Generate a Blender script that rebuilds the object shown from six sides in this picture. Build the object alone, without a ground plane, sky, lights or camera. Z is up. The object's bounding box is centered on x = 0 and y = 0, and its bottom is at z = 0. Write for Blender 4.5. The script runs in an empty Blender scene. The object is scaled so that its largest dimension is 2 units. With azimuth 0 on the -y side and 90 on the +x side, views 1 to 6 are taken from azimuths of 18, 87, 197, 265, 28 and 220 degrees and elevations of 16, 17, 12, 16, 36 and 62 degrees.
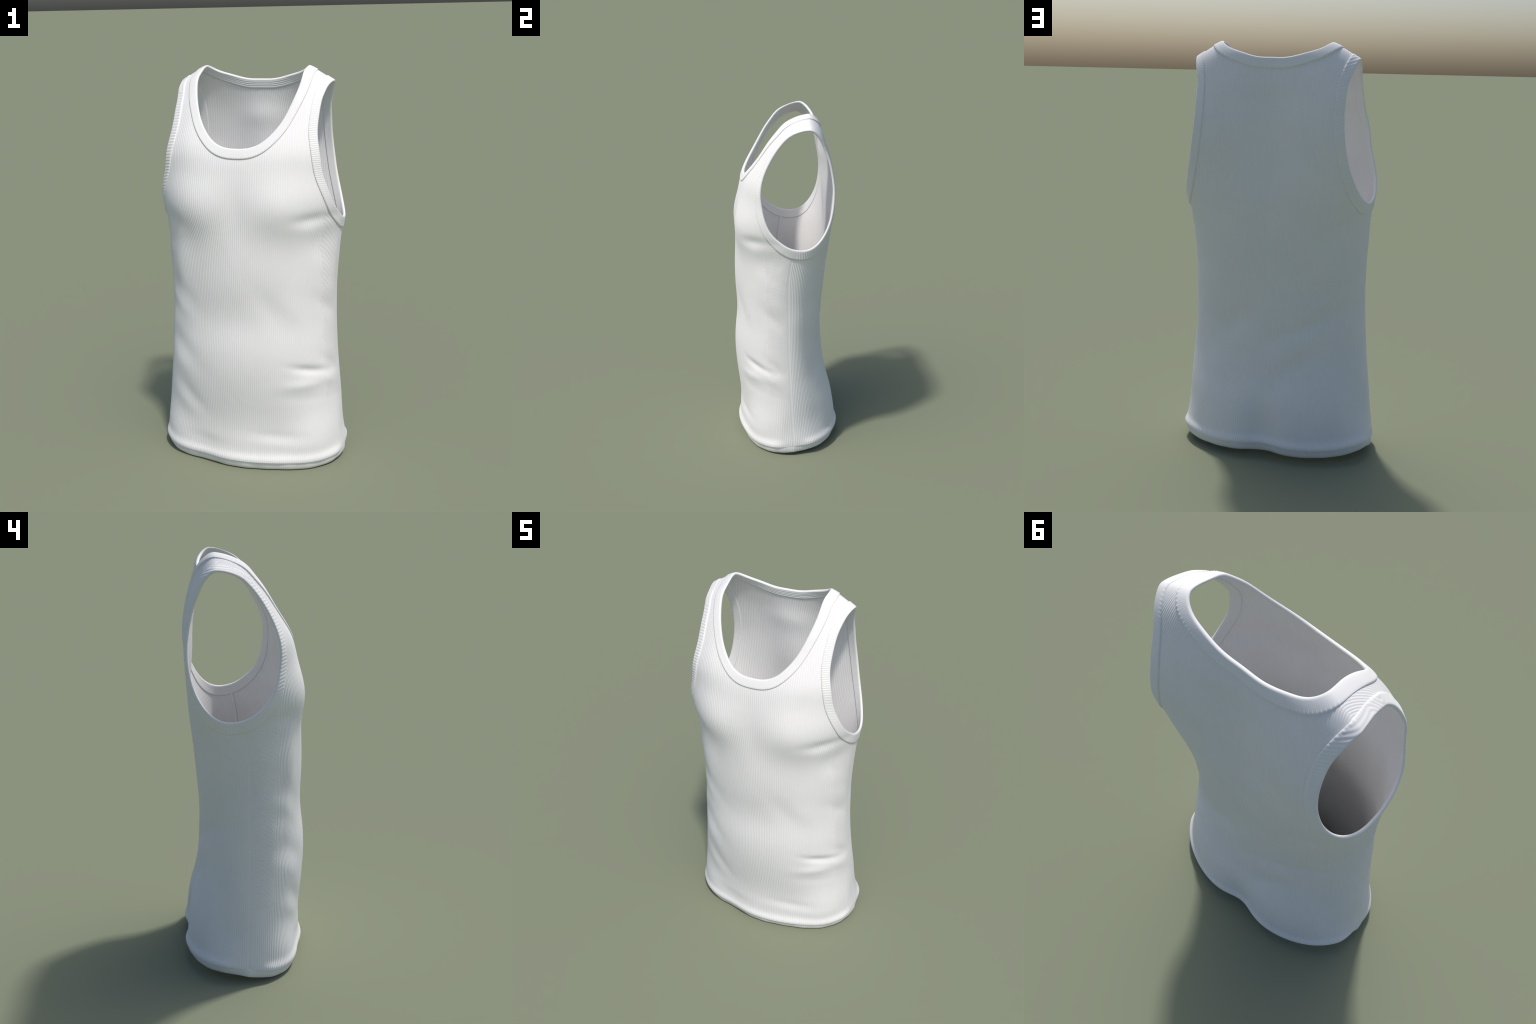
"""Ribbed white cotton tank top (sleeveless undershirt), standing hollow as if worn."""
import bpy, math
import numpy as np
from mathutils import Vector
from mathutils.bvhtree import BVHTree

# ----------------------------------------------------------------------------- helpers
def spline(xs, ys):
    """smooth (natural cubic) curve through control points"""
    xs, ys = np.asarray(xs, float), np.asarray(ys, float)
    n = len(xs); h = np.diff(xs)
    A = np.zeros((n, n)); b = np.zeros(n); A[0, 0] = A[-1, -1] = 1
    for i in range(1, n - 1):
        A[i, i - 1], A[i, i], A[i, i + 1] = h[i - 1], 2 * (h[i - 1] + h[i]), h[i]
        b[i] = 6 * ((ys[i + 1] - ys[i]) / h[i] - (ys[i] - ys[i - 1]) / h[i - 1])
    m = np.linalg.solve(A, b)
    def f(x):
        x = np.clip(np.asarray(x, float), xs[0], xs[-1])
        i = np.clip(np.searchsorted(xs, x) - 1, 0, n - 2)
        t0, t1, H = xs[i + 1] - x, x - xs[i], h[i]
        return (m[i] * t0**3 + m[i + 1] * t1**3) / (6 * H) + (ys[i] / H - m[i] * H / 6) * t0 + (ys[i + 1] / H - m[i + 1] * H / 6) * t1
    return f

def gauss(d, s): return np.exp(-(d / s) ** 2)
def smooth(a, b, x):
    t = np.clip((x - a) / (b - a), 0, 1); return t * t * (3 - 2 * t)

def grid_normals(P):
    du = np.gradient(P, axis=0); dv = np.gradient(P, axis=1)
    n = np.cross(du, dv); return n / np.maximum(np.linalg.norm(n, axis=2, keepdims=True), 1e-12)

# ----------------------------------------------------------------------------- body form: profiles over height v
TOP = 2.005
half_width = spline([0, .05, .1, .3, .6, .75, .9, 1.08, 1.2, 1.3, 1.45, 1.6, 1.75, 1.9, 2.0],
                    [.484, .488, .483, .466, .441, .434, .432, .440, .449, .463, .480, .486, .494, .490, .480])
centre_x = spline([0, .3, .5, .9, 1.2, 1.35, 1.6, 2.0], [0, .002, .006, .0075, .006, .003, 0, 0])
seam_y = spline([0, .3, .6, .9, 1.1, 1.25, 1.4, 1.6, 1.75, 1.9, 2.0],
                [.01, .003, .0, .003, .012, .04, .075, .095, .12, .145, .155])
FRONT = [(0, -.288), (.06, -.290), (.12, -.287), (.2, -.281), (.35, -.290), (.55, -.302), (.65, -.296), (.78, -.281), (.95, -.284),
         (1.1, -.281), (1.25, -.270), (1.35, -.263), (1.45, -.252), (1.52, -.240), (1.6, -.219)]
FRONT_TOP = [(1.7, -.163), (1.75, -.130), (1.8, -.099), (1.85, -.068), (1.91, -.024), (1.96, .022), (1.985, .068)]
BACK = [(0, .292), (.06, .298), (.12, .296), (.2, .290), (.3, .275), (.42, .243), (.52, .232), (.65, .226), (.8, .230), (.95, .245),
        (1.1, .262), (1.25, .280), (1.4, .290), (1.5, .294), (1.6, .296)]
BACK_TOP = [(1.7, .288), (1.78, .275), (1.84, .259), (1.9, .240), (1.95, .219), (1.98, .198)]
def profile(low, top):
    """y of the middle line; the top is splined over sqrt(distance below the ridge) so that it rounds over"""
    lo = spline(*zip(*(low + top[:2])))
    pts = sorted([(math.sqrt(TOP - v), y) for v, y in low[-4:] + top] + [(0.0, float(seam_y(TOP)))])
    hi = spline(*zip(*pts))
    return lambda v: np.where(v < 1.55, lo(v), hi(np.sqrt(np.maximum(TOP - v, 0))))
front_y, back_y = profile(FRONT, FRONT_TOP), profile(BACK, BACK_TOP)
front_n = spline([0, .3, .9, 1.2, 1.4, 1.55, 1.7, 1.8, 2.0], [2.0, 1.97, 1.94, 2.0, 2.4, 2.42, 3.0, 3.4, 3.1])
back_n = spline([0, .3, .6, .9, 1.2, 1.4, 1.55, 1.75, 2.0], [2.35, 2.2, 2.02, 2.2, 2.75, 3.8, 5.0, 4.6, 3.4])

# the hem hangs level in front and rides up at the sides and the back
hem_lift_front = spline([-1, -.85, -.7, -.5, 0, .5, .8, 1], [.032, .014, .002, 0, 0, 0, .006, .018])
hem_lift_back = spline([-1, -.85, -.6, 0, .5, .8, 1], [.032, .042, .034, .030, .024, .024, .018])

def ridge_drop(x, v):
    """shoulders slope down from the neck outwards"""
    a = np.abs(x) - .27
    return .62 * .5 * (a + np.sqrt(a * a + .03**2)) * smooth(1.3, 2.0, v)

# soft body bumps and cloth folds: x, z, direction (deg from x axis), half length, half width, height
FRONT_FOLDS = [
    (.21, 1.35, 0, .14, .13, .025), (-.21, 1.35, 0, .14, .13, .025), (0, 1.36, 90, .14, .05, -.003),
    (.36, 1.30, 4, .085, .030, -.009), (.34, 1.24, -25, .08, .03, .001),
    (-.36, 1.27, -4, .08, .04, -.006),
    (.35, .535, -16, .075, .020, -.010), (.32, .458, 2, .09, .030, .006), (.33, .385, -4, .10, .024, -.0015),
    (.16, .88, -50, .11, .055, -.004), (.27, .84, -50, .09, .05, .003),
    (.20, .187, -5, .12, .025, -.003), (.18, .14, -5, .14, .025, .002),
    (-.29, .90, -42, .11, .04, -.002), (-.31, 1.05, 82, .17, .06, .013), (.40, 1.19, 80, .07, .05, -.008),
    (.37, .16, 90, .14, .10, .023), (-.38, .12, 90, .12, .09, .014), (-.34, .84, -42, .10, .035, .003),
    (-.29, .60, -40, .11, .045, -.004), (-.34, .53, -40, .10, .04, .003),
    (-.27, .36, -40, .11, .04, -.004), (-.32, .31, -35, .09, .04, .003),
    (-.17, .125, -4, .12, .03, -.003), (-.19, .03, 90, .10, .09, -.012),
]
SIDE_FOLDS = [  # on the flanks of the front, by y and z: side sign, y, z, direction, length, width, height
    (1, -.08, .55, -42, .07, .026, -.005), (1, -.10, .47, -40, .07, .03, .004), (1, -.08, .84, -45, .09, .032, -.005), (1, -.05, .92, -45, .08, .035, .003),
    (-1, -.15, .94, -80, .10, .04, -.005), (-1, -.12, .70, -60, .10, .045, .004), (-1, -.16, .61, -80, .10, .04, -.004), (-1, -.17, .48, -85, .09, .04, .003),
    (1, -.09, 1.10, -40, .07, .035, -.003), (-1, -.08, 1.08, -50, .08, .035, .003),
]
BACK_FOLDS = [
    (.20, .64, -40, .17, .06, -.010), (.24, .42, 0, .12, .045, .005), (-.20, .67, -27, .22, .035, -.007), (-.24, .59, -27, .22, .05, .004),
    (-.43, .25, 90, .12, .05, -.012), (.43, .20, 90, .12, .05, -.007),
    (.0, .08, 90, .22, .09, -.032), (.22, .10, 90, .15, .12, .006), (-.22, .10, 90, .15, .12, .006),
    (.30, .80, 20, .12, .06, .004), (.0, 1.60, 90, .25, .13, -.036), (.0, 1.75, 0, .12, .06, -.008), (.0, 1.18, 90, .22, .08, -.008), (-.14, .46, -45, .16, .05, -.007), (.30, 1.5, 90, .2, .10, .004), (-.30, 1.5, 90, .2, .10, .004),
]
def folds(x, z, table):
    d = np.zeros_like(x)
    for cx, cz, ang, L, s, amp in table:
        c, sn = math.cos(math.radians(ang)), math.sin(math.radians(ang))
        a, b = (x - cx) * c + (z - cz) * sn, -(x - cx) * sn + (z - cz) * c
        d += amp * gauss(a, L) * gauss(b, s)
    return d

# rows: about 9 mm apart, closing up towards the shoulder ridge
V = np.concatenate([np.arange(.045, 1.7, .009), TOP - .3 * (1 - np.linspace(0, 1, 62)) ** 2])
COLS = 720           # per panel; ribs follow the columns
RIBS = 118           # per panel
HEM_TOP = .052

def panel(front):
    """virtual closed body surface of one side: rows x columns x 3 (without ribs), and the fraction across"""
    sgn = -1 if front else 1
    phi = np.linspace(-math.pi / 2, math.pi / 2, 900)
    frac = np.linspace(-1, 1, COLS + 1)
    P = np.zeros((len(V), COLS + 1, 3))
    for i, v in enumerate(V):
        w, ys = float(half_width(v)), float(seam_y(v))
        n = float((front_n if front else back_n)(v))
        d = float((front_y if front else back_y)(v)) - ys
        s, c = np.sin(phi), np.abs(np.cos(phi))
        x = float(centre_x(v)) + w * np.sign(s) * np.abs(s) ** (2 / n)
        y = ys + d * c ** (2 / n)
        arc = np.concatenate([[0], np.cumsum(np.hypot(np.diff(x), np.diff(y)))])
        arc = 2 * arc / arc[-1] - 1
        P[i, :, 0] = np.interp(frac, arc, x); P[i, :, 1] = np.interp(frac, arc, y)
        P[i, :, 2] = v
    P[:, :, 2] -= ridge_drop(P[:, :, 0], V[:, None])
    N = grid_normals(P) * (-1 if front else 1)
    x, y, z = P[:, :, 0], P[:, :, 1], P[:, :, 2]
    edge = smooth(0, .12, 1 - np.abs(frac))[None, :]        # folds die out at the side seam
    d = folds(x, z, FRONT_FOLDS if front else BACK_FOLDS) * edge
    if front:
        for sd, cy, cz, ang, L, s_, amp in SIDE_FOLDS:
            d += np.where(x * sd > .25, folds(y, z, [(cy, cz, ang, L, s_, amp)]), 0) * edge
    # the cloth flares over the hem, except at the side seams
    d += .012 * gauss(V[:, None] - HEM_TOP, .024) * smooth(.04, .2, 1 - np.abs(frac))[None, :]
    d *= 1 - smooth(1.9, 1.98, V)[:, None]
    P = P + N * d[:, :, None]
    lift = np.maximum((hem_lift_front if front else hem_lift_back)(frac), 0)
    P[:, :, 2] += lift[None, :] * (1 - smooth(0, .35, V))[:, None]
    return P, frac

def to_mesh(name, verts, faces):
    me = bpy.data.meshes.new(name)
    verts = np.ascontiguousarray(verts, np.float32); faces = np.ascontiguousarray(faces, np.int32)
    me.vertices.add(len(verts)); me.vertices.foreach_set("co", verts.ravel())
    me.loops.add(faces.size); me.loops.foreach_set("vertex_index", faces.ravel())
    me.polygons.add(len(faces)); me.polygons.foreach_set("loop_start", np.arange(0, faces.size, 4, dtype=np.int32))
    me.update(calc_edges=True); me.validate()
    me.polygons.foreach_set("use_smooth", np.ones(len(me.polygons), bool))
    ob = bpy.data.objects.new(name, me); bpy.context.scene.collection.objects.link(ob)
    return ob

def quads(rows, cols, wrap_rows=False, wrap_cols=False):
    r = np.arange(rows if wrap_rows else rows - 1); c = np.arange(cols if wrap_cols else cols - 1)
    R, C = np.meshgrid(r, c, indexing="ij"); R2, C2 = (R + 1) % rows, (C + 1) % cols
    return np.stack([R * cols + C, R * cols + C2, R2 * cols + C2, R2 * cols + C], -1).reshape(-1, 4)

PF, FRAC = panel(True); PB, _ = panel(False)

# ----------------------------------------------------------------------------- openings, seen from a point inside the body
step = 4
def coarse(P): return P[:, ::step]
cf, cb = coarse(PF), coarse(PB)
q = quads(*cf.shape[:2]); nv = cf.shape[0] * cf.shape[1]
bvh = BVHTree.FromPolygons([Vector(p) for p in np.concatenate([cf.reshape(-1, 3), cb.reshape(-1, 3)]).tolist()],
                           np.concatenate([q, q + nv]).tolist())

class Opening:
    """edge curve given as 3D points round the opening; stored as polar angle over azimuth about an axis through `centre`"""
    def __init__(self, centre, axis, a, b, pts):
        self.c, self.ax, self.a, self.b = map(lambda t: np.array(t, float), (centre, axis, a, b))
        psi, beta = self.polar(np.array(pts, float))
        o = np.argsort(psi); psi, beta = psi[o], beta[o]
        self.beta = spline(np.concatenate([psi[-4:] - 2 * math.pi, psi, psi[:4] + 2 * math.pi]), np.concatenate([beta[-4:], beta, beta[:4]]))
    def polar(self, P):
        d = P - self.c; u, v, w = d @ self.a, d @ self.b, d @ self.ax
        return np.arctan2(v, u), np.arctan2(np.hypot(u, v), w)
    def ray(self, psi, beta):
        d = math.cos(beta) * self.ax + math.sin(beta) * (math.cos(psi) * self.a + math.sin(psi) * self.b)
        h = bvh.ray_cast(Vector(self.c), Vector(d))[0]
        return np.array(h) if h is not None else self.c + d * .5
    def strip(self, width, dist, rings=1100, widen=None):
        """surface points at the distances `dist` from the edge, for rings evenly spread along the edge"""
        psi = np.linspace(-math.pi, math.pi, 481)[:-1]
        E = np.array([self.ray(p, float(self.beta(p))) for p in psi]); E2 = np.vstack([E, E[:1]])
        arc = np.concatenate([[0], np.cumsum(np.linalg.norm(np.diff(E2, axis=0), axis=1))])
        self.length = arc[-1]
        psi = np.interp(np.linspace(0, arc[-1], rings + 1)[:-1], arc, np.append(psi, math.pi))
        out = np.zeros((rings, len(dist), 3)); self.cut = np.zeros(rings); self.psi = psi
        for i, p in enumerate(psi):
            b0 = float(self.beta(p)); bs = b0 + np.linspace(0, width * 1.4 / .30, 30)
            L = np.array([self.ray(p, b) for b in bs])
            s = np.concatenate([[0], np.cumsum(np.linalg.norm(np.diff(L, axis=0), axis=1))])
            f = widen(L[0]) if widen else 1.0
            for k in range(3): out[i, :, k] = np.interp(dist * f, s, L[:, k])
            self.cut[i] = np.interp(.016, s, bs)
        return out
    def outside(self, P):
        psi, beta = self.polar(P)
        return beta > np.interp(psi, np.concatenate([self.psi[-1:] - 2 * math.pi, self.psi, self.psi[:1] + 2 * math.pi]),
                                np.concatenate([self.cut[-1:], self.cut, self.cut[:1]]))

NECK_HALF = [(.06, -.203, 1.641), (.12, -.193, 1.668), (.17, -.163, 1.712), (.212, -.12, 1.772), (.242, -.072, 1.845),
             (.260, -.01, 1.915), (.266, .035, 1.962), (.265, .10, 1.992), (.263, .165, 2.0), (.228, .196, 1.972), (.17, .21, 1.945), (.09, .22, 1.924)]
ARM_EDGE = [(.395, .125, 1.926), (.396, .040, 1.902), (.393, -.036, 1.828), (.385, -.073, 1.764), (.380, -.100, 1.703), (.390, -.126, 1.593),
            (.418, -.132, 1.512), (.440, -.117, 1.433), (.448, -.087, 1.375), (.454, -.036, 1.325), (.457, .025, 1.288), (.457, .085, 1.272),
            (.447, .130, 1.278), (.428, .177, 1.306), (.406, .230, 1.366), (.387, .263, 1.435), (.373, .280, 1.508), (.365, .287, 1.585),
            (.360, .280, 1.673), (.363, .262, 1.761), (.372, .227, 1.848), (.383, .180, 1.904)]
neck = Opening((0, .05, 1.45), (0, 0, 1), (1, 0, 0), (0, 1, 0),
               [(0, -.204, 1.635)] + NECK_HALF + [(-x, y, z) for x, y, z in NECK_HALF] + [(0, .22, 1.918)])
arms = [Opening((0, .08, 1.6), (s, 0, 0), (0, 1, 0), (0, 0, 1), [(s * x, y, z) for x, y, z in ARM_EDGE]) for s in (1, -1)]

# ----------------------------------------------------------------------------- bindings: folded bands round the openings
def band_section(width, t, u):
    """(distance from the edge, height) round the folded band, from the outer seam over the edge to the inner seam;
    t: height outside the cloth, u: depth inside it"""
    pts = [(width, -.002), (width + .0005, t * .55), (width - .003, t * .98), (width - .008, t * 1.05)]
    pts += [(dd, t) for dd in np.linspace(width - .013, .012, 7)]
    pts += [(.008 - .008 * math.sin(a), (t - u) / 2 + (t + u) / 2 * math.cos(a)) for a in np.linspace(.0, math.pi, 9)]
    pts += [(dd, -u) for dd in np.linspace(.012, width - .008, 24)] + [(width - .005, -u), (width - .001, -u * .85), (width - .001, -u * .4)]
    return np.array(pts)

def band(opening, name, width, thick, relief, widen=None):
    sec = band_section(width, thick, .0092)
    dist = np.linspace(0, width * 1.06, 22)
    S = opening.strip(width * 1.06, dist, widen=widen)
    S = (np.roll(S, 1, 0) + 2 * S + np.roll(S, -1, 0)) / 4
    Sp = np.concatenate([S[-1:], S, S[:1]])
    n = np.cross(np.gradient(Sp, axis=0)[1:-1], np.gradient(S, axis=1)); n /= np.linalg.norm(n, axis=2, keepdims=True)
    out = S[len(S) // 3, 3] - opening.c
    if (n[len(S) // 3, 3] @ out) < 0: n = -n
    V3 = np.zeros((len(S), len(sec), 3)); H = np.zeros((len(S), len(sec)))
    t = np.linspace(0, 1, len(S), endpoint=False) * opening.length
    for j, (dd, h) in enumerate(sec):
        k = np.clip(dd / dist[1], 0, len(dist) - 1.001); a = int(k); f = k - a
        base, nn = S[:, a] * (1 - f) + S[:, a + 1] * f, n[:, a] * (1 - f) + n[:, a + 1] * f
        V3[:, j] = base + nn * ((h * shoulder_flat(base) if h > 0 else h) + relief(base, t, dd, h, width, opening.length))[:, None]
    q = quads(len(S), len(sec), wrap_rows=True)
    ob = to_mesh(name, V3.reshape(-1, 3), q)
    return ob

def neck_relief(P, t, d, h, width, length):
    n = round(length / .0112)
    ph = 2 * math.pi * n * t / length
    if h > 0:
        teeth = .0009 * gauss(d - width + .003, .006) * shoulder_flat(P)
        return .00022 * np.cos(2 * ph) * smooth(.004, .012, d) + teeth * np.cos(ph)
    return .0006 * math.cos(2 * math.pi * d / .0095) * smooth(.1, .17, P[:, 1]) + .0003 * np.cos(ph) * (1 - smooth(.1, .17, P[:, 1]))

def arm_relief(P, t, d, h, width, length):
    """knit stripes: about level along the front and up over the shoulder, upright under the arm"""
    left = P[0, 0] < 0
    x, y, z = np.abs(P[:, 0]), P[:, 1], P[:, 2]
    along = 2 * math.pi * round(length / .0125) * t / length
    if left:
        level = (z + .3 * np.minimum(y - .1, 0) - .36 * x * smooth(0, .1, y)) / .0155
        fade = 1.0
    else:
        level = np.where(y < .12, (z + .3 * y) / .0090, (z - 1.2 * x) / .021)
        fade = 1 - .8 * smooth(1.84, 1.90, z)
    under = smooth(.05, .06, y) * (z < 1.42)
    amp = (.0006 if h > 0 else .00015) * smooth(.001, .008, d)
    teeth = (.0004 if h > 0 else 0) * gauss(d - width + .003, .006)
    return amp * (np.cos(2 * math.pi * level) * (1 - under) * fade + np.cos(along) * under) + teeth * np.cos(along)

def shoulder_flat(P):
    """the bands sink flush into the cloth over the top of the shoulder"""
    return 1 - .72 * gauss(P[:, 1] - .10, .055) * smooth(1.88, 1.95, P[:, 2])

neck_band = band(neck, "neck_binding", .052, .0058, neck_relief)
arm_bands = [band(o, "armhole_binding", .046, .0052, arm_relief, lambda p: 1 + .28 * gauss(p[2] - 1.25, .10)) for o in arms]

# ----------------------------------------------------------------------------- panels with knitted ribs
def rib_wave(ph):
    c = np.cos(ph); return c - .25 * np.cos(2 * ph)

def flank(P, frac):
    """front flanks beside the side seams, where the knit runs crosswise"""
    a = 1 - np.abs(frac)[None, :]
    x, y, z = P[..., 0], P[..., 1], P[..., 2]
    wob = .006 * np.sin(z * 41 + np.sign(x) * 1.3) + .004 * np.sin(z * 97)
    return (a > .016 + .006 * np.sin(z * 29)) & (y > -.118 + wob) & (z > .36) & (z < 1.33) & (np.abs(x) > .3)

def make_panel(name, P, front):
    N = grid_normals(P) * (-1 if front else 1)
    N[-1, :, 1] = 0; N[:, 0, 1] = 0; N[:, -1, 1] = 0       # both panels agree along the seams
    N /= np.linalg.norm(N, axis=2, keepdims=True)
    amp = .00044 * rib_wave(2 * math.pi * RIBS * (FRAC + 1) / 2)[None, :] * np.ones((len(V), 1))
    if front: amp = np.where(flank(P, FRAC), 0, amp)
    amp -= .0013 * gauss((1 - np.abs(FRAC))[None, :], .0038)      # groove of the side seam
    Q = P + N * amp[:, :, None]
    flat, base = Q.reshape(-1, 3), P.reshape(-1, 3)
    keep = np.ones(len(flat), bool)
    keep &= ~((base[:, 2] > 1.5) & ~neck.outside(base))
    for s, o in zip((1, -1), arms):
        m = (base[:, 0] * s > .15) & (base[:, 2] > 1.15)
        keep &= ~(m & ~o.outside(base))
    f = quads(*P.shape[:2])
    if not front: f = f[:, ::-1]
    f = f[keep[f].all(1)]
    used = np.unique(f); remap = np.zeros(len(flat), int); remap[used] = np.arange(len(used))
    ob = to_mesh(name, flat[used], remap[f])
    if front:
        z = flank(P, FRAC).reshape(-1)[used]
        loops = np.zeros(len(ob.data.loops), np.int32); ob.data.loops.foreach_get("vertex_index", loops)
        ob.data.polygons.foreach_set("material_index", z[loops.reshape(-1, 4)].all(1).astype(np.int32))
    so = ob.modifiers.new("cloth_thickness", "SOLIDIFY"); so.thickness = .006; so.offset = -1; so.use_even_offset = False; so.use_rim = False
    return ob

front = make_panel("front_panel", PF, True)
back = make_panel("back_panel", PB, False)

# ----------------------------------------------------------------------------- hem: turned-up band at the bottom
def hem_section():
    """(offset from the cloth, height) round the turned-up band"""
    return [(-.0035, .056), (-.0015, .050), (-.0002, .044), (.0006, .034), (.0004, .020), (-.001, .009), (-.0045, .002), (-.009, .000), (-.013, .004),
            (-.0145, .02), (-.0145, .045), (-.013, .058), (-.008, .060)]
def make_hem():
    loops = []
    row = np.concatenate([PF[0], PB[0][::-1][1:-1]])
    frac = np.concatenate([FRAC, FRAC[::-1][1:-1]])
    nrm = np.concatenate([-grid_normals(PF)[0], grid_normals(PB)[0][::-1][1:-1]])
    nrm[:, 2] = 0; nrm /= np.linalg.norm(nrm, axis=1, keepdims=True)
    side = np.clip((1 - np.abs(frac)) / .15, 0, 1)
    ph = 2 * math.pi * RIBS * (frac + 1) / 2
    lift = np.maximum(np.concatenate([hem_lift_front(FRAC), hem_lift_back(FRAC)[::-1][1:-1]]), 0)
    t = np.arange(len(row)) / len(row) * 2 * math.pi
    uneven = .0012 * np.sin(9 * t) + .0008 * np.sin(23 * t + 1)
    out = np.zeros((len(row), len(hem_section()), 3))
    for j, (o, z) in enumerate(hem_section()):
        r = .00035 * rib_wave(ph) if o > -.003 else 0
        off = o - (.0048 + .010 * max(0, 1 - z / .05)) * side + (uneven if z < .045 else 0) + r
        out[:, j] = row + nrm * off[:, None]
        out[:, j, 2] = z + lift
    ob = to_mesh("hem", out.reshape(-1, 3), quads(len(row), len(hem_section()), wrap_rows=True, wrap_cols=True)[:, ::-1])
    return ob
hem = make_hem()

# ----------------------------------------------------------------------------- side seams: sewn allowance on the inside
def make_side_seam(col):
    line = PF[(V < 1.235), col]
    s = 1 if col else -1
    ring = [(.0065 * math.cos(a), .0030 * math.sin(a)) for a in np.linspace(0, 2 * math.pi, 14, endpoint=False)]
    pts = np.zeros((len(line), len(ring), 3))
    for j, (along, depth) in enumerate(ring):
        pts[:, j] = line + np.array([-s * (.0072 + depth), along * s, 0])
    return to_mesh("side_seam", pts.reshape(-1, 3), quads(len(line), len(ring), wrap_cols=True))
side_seams = [make_side_seam(c) for c in (COLS, 0)]

# ----------------------------------------------------------------------------- material: white cotton rib knit
def cotton(name, crosswise=False):
    m = bpy.data.materials.new(name); m.use_nodes = True
    nt = m.node_tree; b = nt.nodes["Principled BSDF"]
    tc = nt.nodes.new("ShaderNodeTexCoord")
    no = nt.nodes.new("ShaderNodeTexNoise"); no.inputs["Scale"].default_value = 6; no.inputs["Detail"].default_value = 4
    ramp = nt.nodes.new("ShaderNodeValToRGB")
    ramp.color_ramp.elements[0].position, ramp.color_ramp.elements[1].position = .35, .7
    ramp.color_ramp.elements[0].color = (*[c * .97 for c in WHITE], 1); ramp.color_ramp.elements[1].color = (*WHITE, 1)
    nt.links.new(tc.outputs["Object"], no.inputs["Vector"]); nt.links.new(no.outputs["Fac"], ramp.inputs["Fac"])
    nt.links.new(ramp.outputs["Color"], b.inputs["Base Color"])
    b.inputs["Roughness"].default_value = .85; b.inputs["Specular IOR Level"].default_value = .25
    fine = nt.nodes.new("ShaderNodeTexNoise"); fine.inputs["Scale"].default_value = 420; fine.inputs["Detail"].default_value = 2
    nt.links.new(tc.outputs["Object"], fine.inputs["Vector"])
    bump = nt.nodes.new("ShaderNodeBump"); bump.inputs["Strength"].default_value = .12; bump.inputs["Distance"].default_value = .001
    nt.links.new(fine.outputs["Fac"], bump.inputs["Height"])
    last = bump
    if crosswise:
        sep = nt.nodes.new("ShaderNodeSeparateXYZ"); nt.links.new(tc.outputs["Object"], sep.inputs[0])
        mul = nt.nodes.new("ShaderNodeMath"); mul.operation = "MULTIPLY"; mul.inputs[1].default_value = 2 * math.pi / .0062
        si = nt.nodes.new("ShaderNodeMath"); si.operation = "SINE"
        nt.links.new(sep.outputs["Z"], mul.inputs[0]); nt.links.new(mul.outputs[0], si.inputs[0])
        b2 = nt.nodes.new("ShaderNodeBump"); b2.inputs["Strength"].default_value = 1.0; b2.inputs["Distance"].default_value = .00034
        nt.links.new(si.outputs[0], b2.inputs["Height"]); nt.links.new(bump.outputs[0], b2.inputs["Normal"]); last = b2
    nt.links.new(last.outputs[0], b.inputs["Normal"])
    return m
WHITE = (.80, .80, .80)
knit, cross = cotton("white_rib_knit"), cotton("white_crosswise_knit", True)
for o in (front, back, neck_band, hem, *arm_bands, *side_seams): o.data.materials.append(knit)
front.data.materials.append(cross)

# ----------------------------------------------------------------------------- one garment
root = bpy.data.objects.new("tank_top", None); bpy.context.scene.collection.objects.link(root)
root["label"] = "white ribbed cotton tank top standing hollow as if worn"
root["category"] = "tank top"
for o in (front, back, neck_band, hem, *arm_bands, *side_seams): o.parent = root
